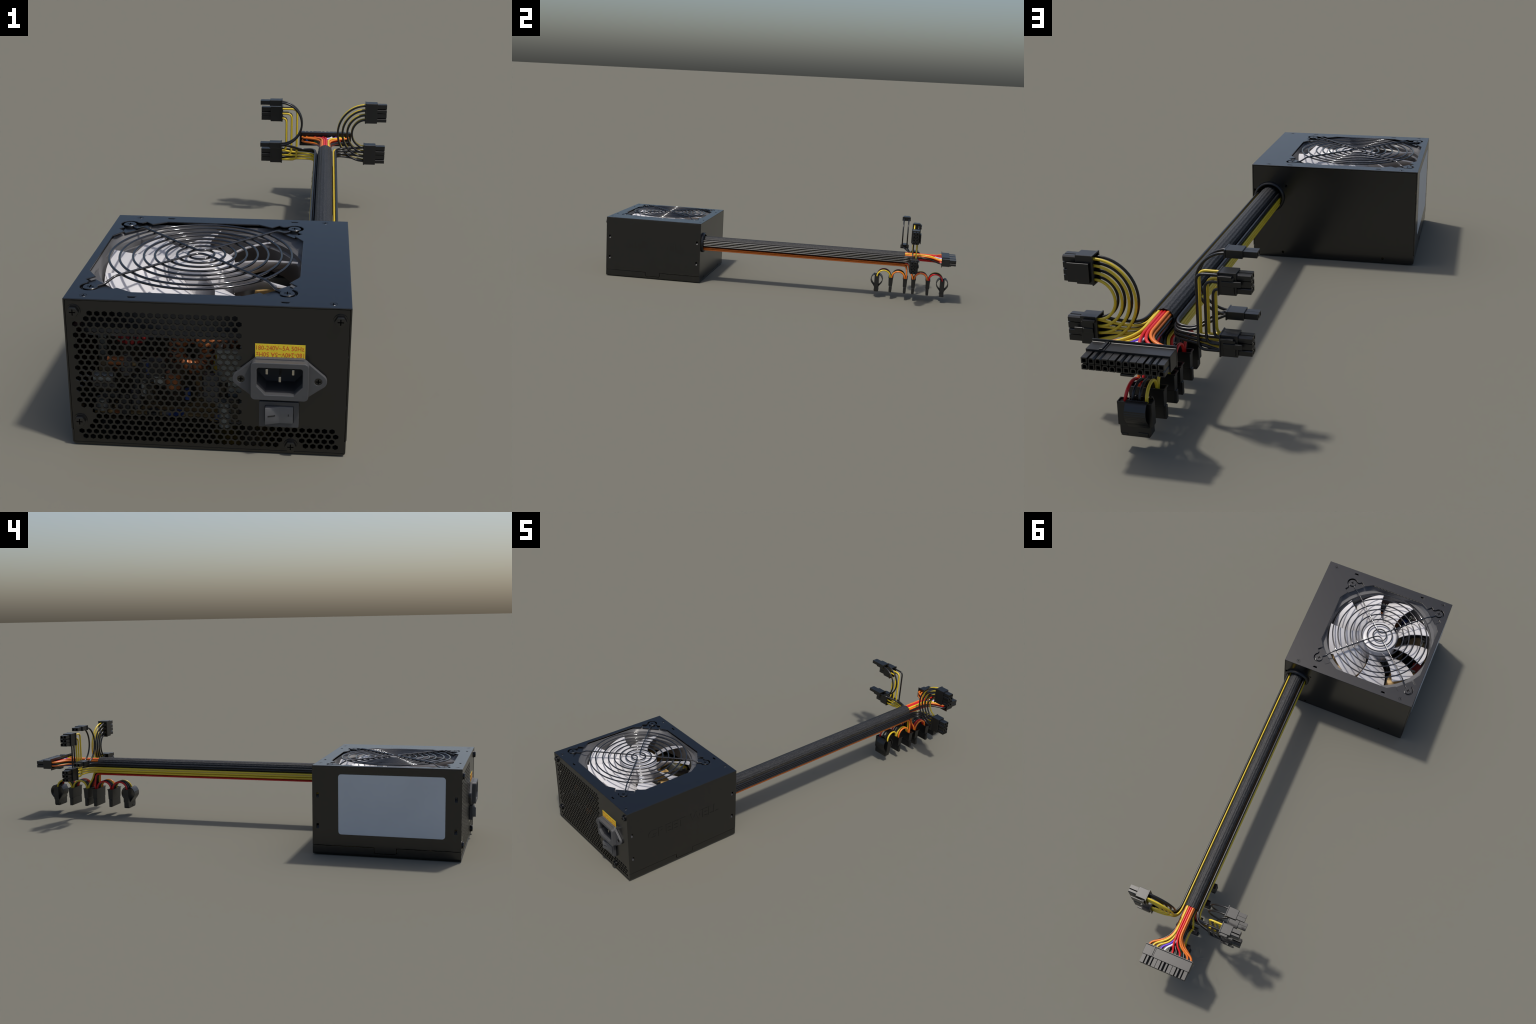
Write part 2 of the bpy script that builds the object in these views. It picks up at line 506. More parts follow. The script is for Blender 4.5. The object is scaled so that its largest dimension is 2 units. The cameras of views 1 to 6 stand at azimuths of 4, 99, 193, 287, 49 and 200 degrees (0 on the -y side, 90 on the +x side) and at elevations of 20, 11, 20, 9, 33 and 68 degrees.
# ------------------------------------------------------------------ wire fan grill
grill = bpy.data.objects.new("fan_grill", None)
ZR = 0.3430
ring_r = [0.0303, 0.0555, 0.0805, 0.1060, 0.1310, 0.1555, 0.1860, 0.2095]
gm = None
for i, r in enumerate(ring_r):
    n = 96 if r > .1 else 56
    path = [(FX + r * math.cos(2 * PI * k / n), FY + r * math.sin(2 * PI * k / n), ZR) for k in range(n)]
    me = tube_mesh(path, 0.0029, 8, True, "grill_ring")
    if i == 0:
        gm = add("grill_ring", me, M['grill'])
    else:
        add("grill_ring", me, M['grill'])
# two bent spokes that hook round each other at the centre
ZS = ZR + 0.0054
def spoke(sgn):
    d = lambda sx, sy, t, z: (FX + sx * t, FY + sy * t, z)
    a, b = ((1, -1), (-1, -1)) if sgn > 0 else ((-1, 1), (1, 1))
    q = 0.7071
    def arm(v):
        return [d(v[0], v[1], SC - 0.009, 0.3372), d(v[0], v[1], SC - 0.024, 0.3372), d(v[0], v[1], SC - 0.044, ZS), d(v[0], v[1], 0.020, ZS)]
    mid = (FX + (a[0] + b[0]) * 0.004, FY + (a[1] + b[1]) * 0.0035, ZS)
    pts = arm(a) + [mid] + arm(b)[::-1]
    return rounded(pts, [0, .006, .006, .02, .020, .02, .006, .006, 0], 6)
for sgn in (1, -1):
    tube("grill_spoke", spoke(sgn), 0.0029, M['grill'], 8)
# eyelets of the spokes round the screws
for sx in (-1, 1):
    for sy in (-1, 1):
        c = (FX + sx * SC, FY + sy * SC)
        tube("grill_eyelet", [(c[0] + 0.0125 * math.cos(2 * PI * k / 28), c[1] + 0.0125 * math.sin(2 * PI * k / 28), 0.3366) for k in range(28)], 0.0024, M['grill'], 8, True)
bpy.data.objects.remove(grill)

# ------------------------------------------------------------------ fan
fan = bpy.data.objects.new("fan", None); COL.objects.link(fan); fan.parent = root; fan.location = (FX, FY, 0)
def octo(a, half, cut):
    """radius of a square of half-width `half` with chamfer at distance `cut` along the diagonal"""
    ca, sa = abs(math.cos(a)), abs(math.sin(a))
    return min(half / max(ca, sa), cut / ((ca + sa) * 0.70711))
NA = 128
rings = []
ang = [2 * PI * k / NA for k in range(NA)]
def prof_ring(fr, z): return [(fr(a) * math.cos(a), fr(a) * math.sin(a), z) for a in ang]
ZT = 0.3310
levels = [prof_ring(lambda a: octo(a, 0.2355, 0.315), 0.2405),
          prof_ring(lambda a: octo(a, 0.2355, 0.315), 0.2565),
          prof_ring(lambda a: 0.2345, 0.2566),
          prof_ring(lambda a: 0.2345, 0.3150),
          prof_ring(lambda a: octo(a, 0.2355, 0.315), 0.3151),
          prof_ring(lambda a: octo(a, 0.2355, 0.315), ZT),
          prof_ring(lambda a: octo(a, 0.2335, 0.2640), ZT),
          prof_ring(lambda a: octo(a, 0.2325, 0.2600), ZT - 0.004),
          prof_ring(lambda a: min(0.2440, octo(a, 0.2318, 0.252)), ZT - 0.020),
          prof_ring(lambda a: 0.2290, ZT - 0.032),
          prof_ring(lambda a: 0.2285, 0.2470),
          prof_ring(lambda a: 0.2285, 0.2405)]
verts = [p for L in levels for p in L]
faces = []
for i in range(len(levels)):
    j = (i + 1) % len(levels)
    for k in range(NA):
        k2 = (k + 1) % NA
        faces.append((i * NA + k, i * NA + k2, j * NA + k2, j * NA + k))
me = mesh_from(verts, faces); 
bmx = bmesh.new(); bmx.from_mesh(me); bmesh.ops.recalc_face_normals(bmx, faces=bmx.faces); bmx.to_mesh(me); bmx.free()
add("fan_frame", me, M['frame'], fan, smooth=30)
# hub: dished cap
bm = bmesh.new()
hub_prof = [(0.0, 0.3312), (0.060, 0.3312), (0.072, 0.3300), (0.0765, 0.3272), (0.0780, 0.3230), (0.0780, 0.2480), (0.0, 0.2480)]
prev = None
for r, z in hub_prof:
    cur = [bm.verts.new((r * math.cos(2 * PI * k / 72), r * math.sin(2 * PI * k / 72), z)) for k in range(72)] if r > 0 else [bm.verts.new((0, 0, z))]
    if prev:
        for k in range(72):
            k2 = (k + 1) % 72
            a = prev if len(prev) == 1 else [prev[k], prev[k2]]
            b = cur if len(cur) == 1 else [cur[k2], cur[k]]
            bm.faces.new(a + b)
    prev = cur
add("fan_hub", bm_mesh(bm), M['white'], fan, smooth=50)
# swept blades
def sweep(r):
    """leading edge angle against radius: swept back at the hub, bowed forward mid-span"""
    k = [(0.070, -10.0), (0.085, -5.0), (0.100, 0.0), (0.120, 2.4), (0.143, 3.5), (0.170, 2.8), (0.200, 1.2), (0.230, -0.4)]
    for (r0, a0), (r1, a1) in zip(k, k[1:]):
        if r <= r1: return a0 + (a1 - a0) * (r - r0) / (r1 - r0)
    return k[-1][1]
def blade_mesh():
    NR, NC = 26, 14
    top, bot = [], []
    for i in range(NR + 1):
        u = i / NR
        r = 0.074 + u * (0.2235 - 0.074)
        for j in range(NC + 1):
            v = j / NC
            a = math.radians(sweep(r) + v * (35.5 - 4.0 * u * u))
            zh, zl = 0.3270 - 0.002 * u, 0.2560 + 0.010 * u
            z = zh + (zl - zh) * (v ** 0.92) + 0.005 * math.sin(v * PI)
            th = 0.0042 * (1 - 0.35 * v)
            top.append((r * math.cos(a), r * math.sin(a), z))
            bot.append((r * math.cos(a), r * math.sin(a), z - th))
    W = NC + 1; K = len(top)
    F = []
    for i in range(NR):
        for j in range(NC):
            a, b, c, d = i * W + j, (i + 1) * W + j, (i + 1) * W + j + 1, i * W + j + 1
            F.append((a, b, c, d)); F.append((K + d, K + c, K + b, K + a))
    for i in range(NR):
        for j in (0, NC):
            a, b = i * W + j, (i + 1) * W + j
            F.append((a, K + a, K + b, b) if j == 0 else (b, K + b, K + a, a))
    for j in range(NC):
        for i in (0, NR):
            a, b = i * W + j, i * W + j + 1
            F.append((b, K + b, K + a, a) if i == 0 else (a, K + a, K + b, b))
    me = mesh_from(top + bot, F, "fan_blade"); smooth_by_angle(me, 40)
    return me
bme = blade_mesh()
for k in range(9):
    o = add("fan_blade", bme, M['white'], fan); o.rotation_euler = (0, 0, math.radians(4.6 + 40 * k))
# motor mount below
bm = bmesh.new()
cyl_bm(bm, (0, 0, 0.2385), 'z', 0.070, 0.008, 40)
for k in range(4):
    t = bmesh.new(); bmesh.ops.create_cube(t, size=1)
    bmesh.ops.transform(t, matrix=Matrix.Rotation(PI / 4 + k * PI / 2 + .3, 4, 'Z') @ Matrix.Translation((0.149, 0, 0.2415)) @ Matrix.Diagonal((0.165, 0.012, 0.008, 1)), verts=t.verts)
    tmp = bpy.data.meshes.new("tmp"); t.to_mesh(tmp); t.free(); bm.from_mesh(tmp); bpy.data.meshes.remove(tmp)
add("motor_mount", bm_mesh(bm), M['ferrite'], fan, smooth=40)

# ------------------------------------------------------------------ mains socket, switch, yellow label
IX, IZ = 0.0705, 0.1785
flange = []
for a in range(-60, 61, 10):   # right ear
    flange.append((0.1520 + 0.0165 * math.cos(math.radians(a)), 0.1775 + 0.0165 * math.sin(math.radians(a))))
flange += [(0.1240, 0.2235), (0.1195, 0.2270), (0.0215, 0.2270), (0.0170, 0.2235)]
for a in range(120, 241, 10):
    flange.append((-0.0110 + 0.0165 * math.cos(math.radians(a)), 0.1775 + 0.0165 * math.sin(math.radians(a))))
flange += [(0.0190, 0.1345), (0.1220, 0.1345)]
socket = plate("mains_socket", [flange, rect(0.024, 0.149, 0.118, 0.212), circ(-0.0095, 0.1775, 0.0078, 24), circ(0.1505, 0.1775, 0.0078, 24)],
               0.0090, 'front', -PANEL_Y + 0.0092, M['grey'], 0.0012)
well = [(0.0240, 0.1705), (0.0415, 0.1505), (0.1010, 0.1505), (0.1185, 0.1705)]
for a in range(0, 91, 15): well.append((0.1185 - 0.006 + 0.006 * math.cos(math.radians(a)), 0.2125 - 0.006 + 0.006 * math.sin(math.radians(a))))
for a in range(90, 181, 15): well.append((0.0240 + 0.006 + 0.006 * math.cos(math.radians(a)), 0.2125 - 0.006 + 0.006 * math.sin(math.radians(a))))
plate("socket_shroud", [rrect(0.0115, 0.1385, 0.1310, 0.2240, 0.0095), well], 0.0225, 'front', 1.0, M['grey'], 0.0012, parent=socket)
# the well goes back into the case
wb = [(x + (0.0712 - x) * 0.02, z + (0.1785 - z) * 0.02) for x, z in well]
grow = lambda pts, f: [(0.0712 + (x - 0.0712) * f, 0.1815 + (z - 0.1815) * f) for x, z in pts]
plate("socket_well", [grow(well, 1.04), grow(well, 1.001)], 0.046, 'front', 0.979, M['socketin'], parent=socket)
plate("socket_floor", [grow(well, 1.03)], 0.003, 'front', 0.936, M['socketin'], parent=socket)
for x, z in ((0.0440, 0.1960), (0.0985, 0.1960), (0.0712, 0.1790)):
    box("contact_prong", (x - 0.0026, -0.984, z - 0.0062), (x + 0.0026, -0.932, z + 0.0062), M['prong'], 0.0010, parent=socket)
ss_me, sc_me = pan_screw_mesh(0.0084, 0.0028, 0, 20), cross_mesh(0.0052, 0.0011, 0.0030)
for x in (-0.0095, 0.1505):
    s = add("socket_screw", ss_me, parent=socket); s.location = (x, PANEL_Y - 0.0058, 0.1775); s.rotation_euler = (PI / 2, 0, 0)
    add("cross_recess", sc_me, parent=s)
    cyl("socket_screw_seat", (x, PANEL_Y - 0.006, 0.1775), 'y', 0.0086, 0.005, M['screw'], 20, parent=socket)

plate("voltage_label", [rect(0.0192, 0.2245, 0.1222, 0.2557)], 0.0008, 'front', -PANEL_Y + 0.0006, M['yellowlabel'])
for flip in (0, 1):
    me = text_mesh("180-240V~5A 50Hz", 0.0098, 0.0985, 0.0005, 0.0)
    if flip:
        me.transform(Matrix.Translation((0.1200, 0.2372, 0)) @ Matrix.Rotation(PI, 4, 'Z'))
    else:
        me.transform(Matrix.Translation((0.0215, 0.2424, 0)))
    me.transform(Matrix.Translation((0, PANEL_Y - 0.0006, 0)) @ PLANES['front'])
    add("label_lettering", me, M['redink'])

switch = plate("power_switch", [rrect(0.0290, 0.0688, 0.1122, 0.1285, 0.003), rrect(0.0415, 0.0790, 0.1010, 0.1195, 0.002)], 0.0115, 'front', -PANEL_Y + 0.0117, M['switch'], 0.0010)
# rocker: V-shaped, left half standing proud
bm = bmesh.new()
rock = [(0.0422, -0.9995), (0.0716, -0.9900), (0.1003, -0.9905), (0.1003, -0.9755), (0.0422, -0.9755)]
va = [bm.verts.new((x, y, 0.0797)) for x, y in rock]; vb = [bm.verts.new((x, y, 0.1188)) for x, y in rock]
bm.faces.new(va); bm.faces.new(vb[::-1])
for i in range(5): bm.faces.new((va[i], va[(i + 1) % 5], vb[(i + 1) % 5], vb[i]))
bmesh.ops.recalc_face_normals(bm, faces=bm.faces)
bmesh.ops.bevel(bm, geom=bm.edges[:], offset=0.0010, segments=2, affect='EDGES', profile=0.5)
rk = add("switch_rocker", bm_mesh(bm), M['rocker'], switch, smooth=40)
slope = math.atan2(0.0095, 0.0294)
ba = box("switch_mark", (-0.0080, -0.0004, -0.0013), (0.0080, 0.0004, 0.0013), M['mark'], 0, parent=switch)
ba.rotation_euler = (0, 0, slope); ba.location = (0.0555, -0.9955, 0.0990)
bz = box("switch_mark", (-0.0008, -0.0004, -0.0024), (0.0008, 0.0004, 0.0024), M['mark'], 0, parent=switch)
bz.location = (0.0905, -0.9904, 0.0995)

# ------------------------------------------------------------------ innards, dimly seen through fan and honeycomb
inn = bpy.data.objects.new("circuit_assembly", None); COL.objects.link(inn); inn.parent = root
box("circuit_board", (-0.355, -0.860, 0.008), (0.195, -0.440, 0.014), M['pcb'], 0.0, parent=inn)
def heatsink(x0, x1, y, z0, z1, fins):
    bm = bmesh.new()
    box_bm(bm, (x0, y - 0.004, z0), (x1, y + 0.004, z1))
    for i in range(fins):
        x = x0 + (x1 - x0) * (i + .5) / fins
        box_bm(bm, (x - 0.002, y + 0.003, z0 + .05), (x + 0.002, y + 0.030, z1))
    return add("heat_sink", bm_mesh(bm), M['alu'], inn)
heatsink(-0.345, -0.305, -0.830, 0.03, 0.205, 3)
heatsink(-0.065, 0.005, -0.925, 0.05, 0.212, 5)
heatsink(-0.330, -0.010, -0.660, 0.014, 0.215, 14)
heatsink(-0.250, 0.080, -0.500, 0.014, 0.212, 14)
def toroid(c, axis, R, r, material, turns=16):
    n = turns * 8
    path = []
    bm = bmesh.new()
    pts = []
    for k in range(n):
        t = 2 * PI * k / n; w = turns * t
        rr = R + r * math.cos(w)
        p = (rr * math.cos(t), rr * math.sin(t), r * math.sin(w))
        p = {'z': p, 'y': (p[0], p[2], p[1]), 'x': (p[2], p[0], p[1])}[axis]
        pts.append(Vector(c) + Vector(p))
    tube("choke_winding", pts, 0.0042, material, 6, True, inn)
    ring = []
    for k in range(32):
        t = 2 * PI * k / 32; p = (R * math.cos(t), R * math.sin(t), 0)
        p = {'z': p, 'y': (p[0], p[2], p[1]), 'x': (p[2], p[0], p[1])}[axis]
        ring.append(Vector(c) + Vector(p))
    tube("choke_core", ring, r * 0.85, M['ferrite'], 10, True, inn)
toroid((-0.125, -0.880, 0.185), 'y', 0.036, 0.014, M['copper'], 20)
toroid((-0.060, -0.850, 0.205), 'z', 0.034, 0.013, M['copper'], 18)
toroid((-0.255, -0.880, 0.222), 'z', 0.026, 0.010, M['redcoil'], 18)
toroid((-0.060, -0.590, 0.110), 'z', 0.045, 0.018, M['copper'], 22)
def capacitor(x, y, r, h, material, top=M['alu']):
    cyl("capacitor", (x, y, 0.014), 'z', r, h, material, 28, inn)
    cyl("capacitor_top", (x, y, 0.014 + h), 'z', r * 0.85, 0.0012, top, 28, inn)
capacitor(-0.290, -0.800, 0.050, 0.180, M['capblack'], M['pcb'])
capacitor(-0.180, -0.780, 0.046, 0.180, M['capblack'], M['pcb'])
for x, y, r, h, m in ((0.15, -0.52, .02, .11, 'capblack'), (0.15, -0.57, .02, .12, 'capblack'), (0.10, -0.60, .018, .10, 'capblue'),
                      (-0.335, -0.50, .02, .13, 'capblack'), (-0.34, -0.56, .016, .12, 'capblack'), (0.12, -0.65, .02, .13, 'capblack')):
    capacitor(x, y, r, h, M[m])
def transformer(x, y, w, d, h):
    box("transformer_core", (x - w / 2, y - d / 2, 0.014), (x + w / 2, y + d / 2, 0.014 + h), M['ferrite'], 0.002, inn)
    box("transformer_winding", (x - w * .36, y - d * .62, 0.022), (x + w * .36, y + d * .62, 0.014 + h * .95), M['tape'], 0.004, inn)
    box("transformer_bobbin", (x - w * .44, y - d * .58, 0.014 + h * .95), (x + w * .44, y + d * .58, 0.014 + h * 1.03), M['tan'], 0.002, inn)
transformer(-0.130, -0.580, 0.110, 0.090, 0.170)
transformer(0.020, -0.585, 0.075, 0.075, 0.180)
transformer(-0.260, -0.580, 0.080, 0.080, 0.165)
transformer(-0.060, -0.760, 0.080, 0.070, 0.150)
box("film_capacitor", (-0.355, -0.730, 0.014), (-0.305, -0.675, 0.165), M['redcoil'], 0.002, inn)
box("film_capacitor", (-0.345, -0.480, 0.014), (-0.275, -0.440, 0.165), M['tan'], 0.002, inn)
box("film_capacitor", (-0.215, -0.478, 0.014), (-0.125, -0.440, 0.190), M['tape'], 0.004, inn)
box("film_capacitor", (-0.265, -0.480, 0.014), (-0.220, -0.445, 0.185), M['tan'], 0.002, inn)
box("film_capacitor", (-0.110, -0.480, 0.014), (-0.020, -0.445, 0.170), M['pcb'], 0.002, inn)
box("film_capacitor", (0.030, -0.780, 0.014), (0.080, -0.660, 0.165), M['pcb'], 0.002, inn)
box("film_capacitor", (-0.366, -0.660, 0.014), (-0.318, -0.490, 0.208), M['pcb'], 0.002, inn)
# crowd of small filter parts behind the honeycomb
mixm = ['alu', 'capblack', 'ferrite', 'frame', 'pcb', 'copper', 'capblue', 'ferrite', 'frame', 'capblack', 'alu', 'ferrite', 'capblack']
for k in range(46):
    x = -0.335 + 0.32 * random.random(); y = -0.900 - 0.040 * random.random() - 0.10 * max(-0.35, x + 0.2)
    top = 0.045 + 0.15 * random.random() ** 1.3
    w = 0.006 + 0.012 * random.random(); mm = M[mixm[k % len(mixm)]]
    zlo = max(0.045, top - 0.02 - 0.05 * random.random())
    if k % 3 == 0:
        cyl("filter_part", (x, y, zlo), 'z', w, top - zlo, mm, 16, inn)
    elif k % 3 == 1:
        box("filter_part", (x - w, y - w * .6, zlo), (x + w, y + w * .6, top), mm, 0.001, inn, 1)
    else:
        cyl("filter_part", (x - w, y, top - w), 'x', w * .7, 2.6 * w, mm, 14, inn)
# loose leads running from the board to the cable hole
for k, (c, dx, dz) in enumerate((('r', 0, 0), ('k', .01, .004), ('y', .02, .0), ('o', -.01, .006), ('k', -.02, .0), ('y', .005, .012), ('r', .015, .014))):
    tube("inner_lead", rounded([(0.05 + dx * 2, -0.66 + dx, 0.034), (0.06 + dx * 2, -0.62, 0.16 + dz), (GX + dx, -0.50, GZ - .02 + dz), (GX + dx, -0.43, GZ - 0.01 + dz)], 0.04), 0.0042, WIRE[c], 8, parent=inn)
# ------------------------------------------------------------------ grommet
ring = [(GX + 0.0500 * math.cos(2 * PI * k / 56), Y1 + 0.0015, GZ + 0.0500 * math.sin(2 * PI * k / 56)) for k in range(56)]
bm = bmesh.new()
NS = 56
gprof = [(0.0460, -0.012), (0.0460, 0.009), (0.0470, 0.0115), (0.0490, 0.0125), (0.0515, 0.0118), (0.0540, 0.0095), (0.0556, 0.0060), (0.0560, 0.0020), (0.0556, -0.0038), (0.0484, -0.0038), (0.0484, -0.012)]
L = []
for r, d in gprof:
    L.append([bm.verts.new((GX + r * math.cos(2 * PI * k / NS), Y1 + d, GZ + r * math.sin(2 * PI * k / NS))) for k in range(NS)])
for i in range(len(L)):
    a, b = L[i], L[(i + 1) % len(L)]
    for k in range(NS): bm.faces.new((a[k], a[(k + 1) % NS], b[(k + 1) % NS], b[k]))
add("cable_grommet", bm_mesh(bm), M['rubber'], smooth=50)

# ------------------------------------------------------------------ sleeve
SX, SZ, SR = 0.1520, 0.2365, 0.0266
S_END = 0.7235
bm = bmesh.new()
NS = 96
L = []
def flute(a, r): return r * (0.985 + 0.022 * math.cos(16 * a) + 0.008 * math.cos(7 * a + 1))
stations = [(-0.455, 0), (-0.2, 0), (0.1, 0), (0.4, 0), (S_END, 0), (S_END, -0.0011), (S_END - 0.03, -0.0013), (-0.455, -0.0013)]
for y, dr in stations:
    L.append([bm.verts.new((SX + (flute(2 * PI * k / NS, SR) + dr) * math.cos(2 * PI * k / NS), y, SZ + (flute(2 * PI * k / NS, SR) + dr) * math.sin(2 * PI * k / NS))) for k in range(NS)])
for i in range(len(L) - 1):
    for k in range(NS): bm.faces.new((L[i][k], L[i][(k + 1) % NS], L[i + 1][(k + 1) % NS], L[i + 1][k]))
add("cable_sleeve", bm_mesh(bm), M['sleeve'], smooth=50)

# ------------------------------------------------------------------ connectors
WR = 0.0042      # wire radius
YS = -0.455      # wires start inside the grommet

def pin_mesh(w, h, length, depth, chamfer):
    """hollow square socket tube pointing along +x from x=0"""
    def sq(a, b, c):
        if c <= 0: return [(-a, -b), (a, -b), (a, b), (-a, b)]
        return [(-a, -b), (a, -b), (a, b - c), (a - c, b), (-a + c, b), (-a, b - c)]
    o = sq(w / 2, h / 2, chamfer)
    q = 0.60
    i = [(x * q, y * q) for x, y in o]
    n = len(o)
    V = [(0, x, y) for x, y in o] + [(length, x, y) for x, y in o] + [(length, x, y) for x, y in i] + [(length - depth, x, y) for x, y in i]
    F = []
    for lvl in range(3):
        for k in range(n):
            k2 = (k + 1) % n
            F.append((lvl * n + k, lvl * n + k2, (lvl + 1) * n + k2, (lvl + 1) * n + k))
    F.append(tuple(range(n - 1, -1, -1))); F.append(tuple(3 * n + k for k in range(n)))
    me = mesh_from(V, F, "socket_pin")
    b = bmesh.new(); b.from_mesh(me); bmesh.ops.recalc_face_normals(b, faces=b.faces); b.to_mesh(me); b.free()
    me.materials.append(M['plastic'])
    return me

def housing_mesh(length, w, h, lip_w, lip_h, well, bevel=0.0008):
    """block along +x from x=0 with a lip at x=0 and a hollow wire side; centred in y and z"""
    bm = bmesh.new()
    prof = [(length, w / 2, h / 2), (0.0042, w / 2, h / 2), (0.0030, lip_w / 2, lip_h / 2), (0.0, lip_w / 2, lip_h / 2),
            (0.0, w / 2 - 0.0032, h / 2 - 0.0032), (well, w / 2 - 0.0032, h / 2 - 0.0032)]
    L = []
    for x, a, b in prof:
        L.append([bm.verts.new((x, sy * a, sz * b)) for sy, sz in ((-1, -1), (1, -1), (1, 1), (-1, 1))])
    for i in range(len(L) - 1):
        for k in range(4): bm.faces.new((L[i][k], L[i][(k + 1) % 4], L[i + 1][(k + 1) % 4], L[i + 1][k]))
    bm.faces.new(L[0]); bm.faces.new(L[-1])
    bmesh.ops.recalc_face_normals(bm, faces=bm.faces)
    es = [e for e in bm.edges if all(v.co.x > 0.0041 for v in e.verts) and all(abs(v.co.y) > w / 2 - 0.001 for v in e.verts)]
    bmesh.ops.bevel(bm, geom=es, offset=bevel, segments=1, affect='EDGES')
    me = bm_mesh(bm, "connector"); me.materials.append(M['plastic'])
    return me

PITCH = 0.0178     # wire rows
PPIN = 0.0168      # pin rows
YW, YV = 0.0092, 0.0115   # wires leave the right / left housings this far either side of the middle
PINL = 0.0345
pins_std = (pin_mesh(0.0146, 0.0148, PINL, 0.016, 0), pin_mesh(0.0146, 0.0148, PINL, 0.016, 0.0035))
def latch(bm, w, h, style):
    """clip on the +y side"""
    y0 = w / 2
    if style == 'plate':
        box_bm(bm, (0.008, y0 - 0.001, -0.030), (0.020, y0 + 0.0075, 0.019), 0.0008)
        box_bm(bm, (0.008, y0 + 0.004, -0.030), (0.064, y0 + 0.0085, 0.019), 0.0008)
    else:
        box_bm(bm, (0.003, y0 - 0.001, h / 2 - 0.0125), (0.036, y0 + 0.0095, h / 2 - 0.0065), 0.0008)
        box_bm(bm, (0.010, y0 - 0.001, -h / 2 + 0.004), (0.040, y0 + 0.0045, h / 2 - 0.012), 0.0008)
        box_bm(bm, (0.036, y0 + 0.003, -0.004), (0.058, y0 + 0.0085, 0.0095), 0.0008)
        box_bm(bm, (0.010, y0 + 0.003, -0.004), (0.038, y0 + 0.0075, 0.0085), 0.0008)

def connector(name, x, y, z, rows, direction, style=None, ridge=False):
    h = rows * PITCH + 0.0030
    w = 0.0392
    me = housing_mesh(0.0450, w, h - 0.0002, 0.0462, h + 0.0010, 0.008)
    if style:
        bm = bmesh.new(); bm.from_mesh(me)
        latch(bm, w, h, style)
        if ridge:
            box_bm(bm, (0.012, -w / 2 - 0.006, -0.006), (0.030, -w / 2 + 0.001, 0.006), 0.0006)
        bm.to_mesh(me); bm.free()
    ob = add(name, me)
    ob.location = (x, y, z)
    if direction < 0: ob.scale = (-1, 1, 1)
    for r in range(rows):
        for c in (-1, 1):
            zz = (rows - 1) / 2 * PPIN - r * PPIN
            p = add("socket_pin", pins_std[(r + (c > 0)) % 2 if rows > 1 else 0], parent=ob)
            p.location = (0.0450 - 0.0002, c * 0.0078, zz)
    return ob

YC = 0.7757
ZA, ZB, ZC, ZE, ZD, ZF = 0.3778, 0.2198, 0.3695, 0.2108, 0.4218, 0.2632
XR, XL = 0.2975, -0.0112
A = connector("processor_power_connector", XR, YC, ZA, 4, 1, 'plate')
B = connector("processor_power_connector", XR, YC, ZB, 4, 1, 'clip')
C = connector("graphics_power_connector", XL, YC, ZC, 3, -1, 'clip')
Ecn = connector("graphics_power_connector", XL, YC, ZE, 3, -1, 'clip')
D = connector("two_pin_connector", XL, 0.7160, ZD, 1, -1)
F_ = connector("two_pin_connector", XL, 0.7160, ZF, 1, -1)

# --- 24 pin main connector (points along +y)
MX, MZ = 0.1517, 0.2372
me = housing_mesh(0.0430, 0.2010, 0.0405, 0.2030, 0.0527, 0.010)
bm = bmesh.new(); bm.from_mesh(me)
# split ridge on top, clip below (local y = -world x)
box_bm(bm, (0.0, -0.068, 0.018), (0.0425, -0.0600, 0.0235), 0.0005)
box_bm(bm, (0.0, -0.0565, 0.018), (0.0425, -0.0545, 0.0222), 0.0004)
box_bm(bm, (0.002, -0.016, -0.0300), (0.012, 0.016, -0.018), 0.0008)
box_bm(bm, (0.002, -0.016, -0.0340), (0.056, 0.016, -0.0285), 0.0010)
bm.to_mesh(me); bm.free()
main = add("main_power_connector", me)
main.location = (MX, 0.9230, MZ)
main.rotation_euler = (0, 0, PI / 2)
P24 = 0.01644
pins24 = (pin_mesh(0.0145, 0.0143, 0.0342, 0.016, 0), pin_mesh(0.0145, 0.0143, 0.0342, 0.016, 0.0038))
for i in range(12):
    for r in (0, 1):
        p = add("socket_pin", pins24[1 if (r == 1 and i in (0, 3, 4, 7, 8, 11)) or (r == 0 and i in (1, 2, 5, 6, 9, 10)) else 0], parent=main)
        p.location = (0.0428, (i - 5.5) * P24, 0.0077 - r * 0.0154)

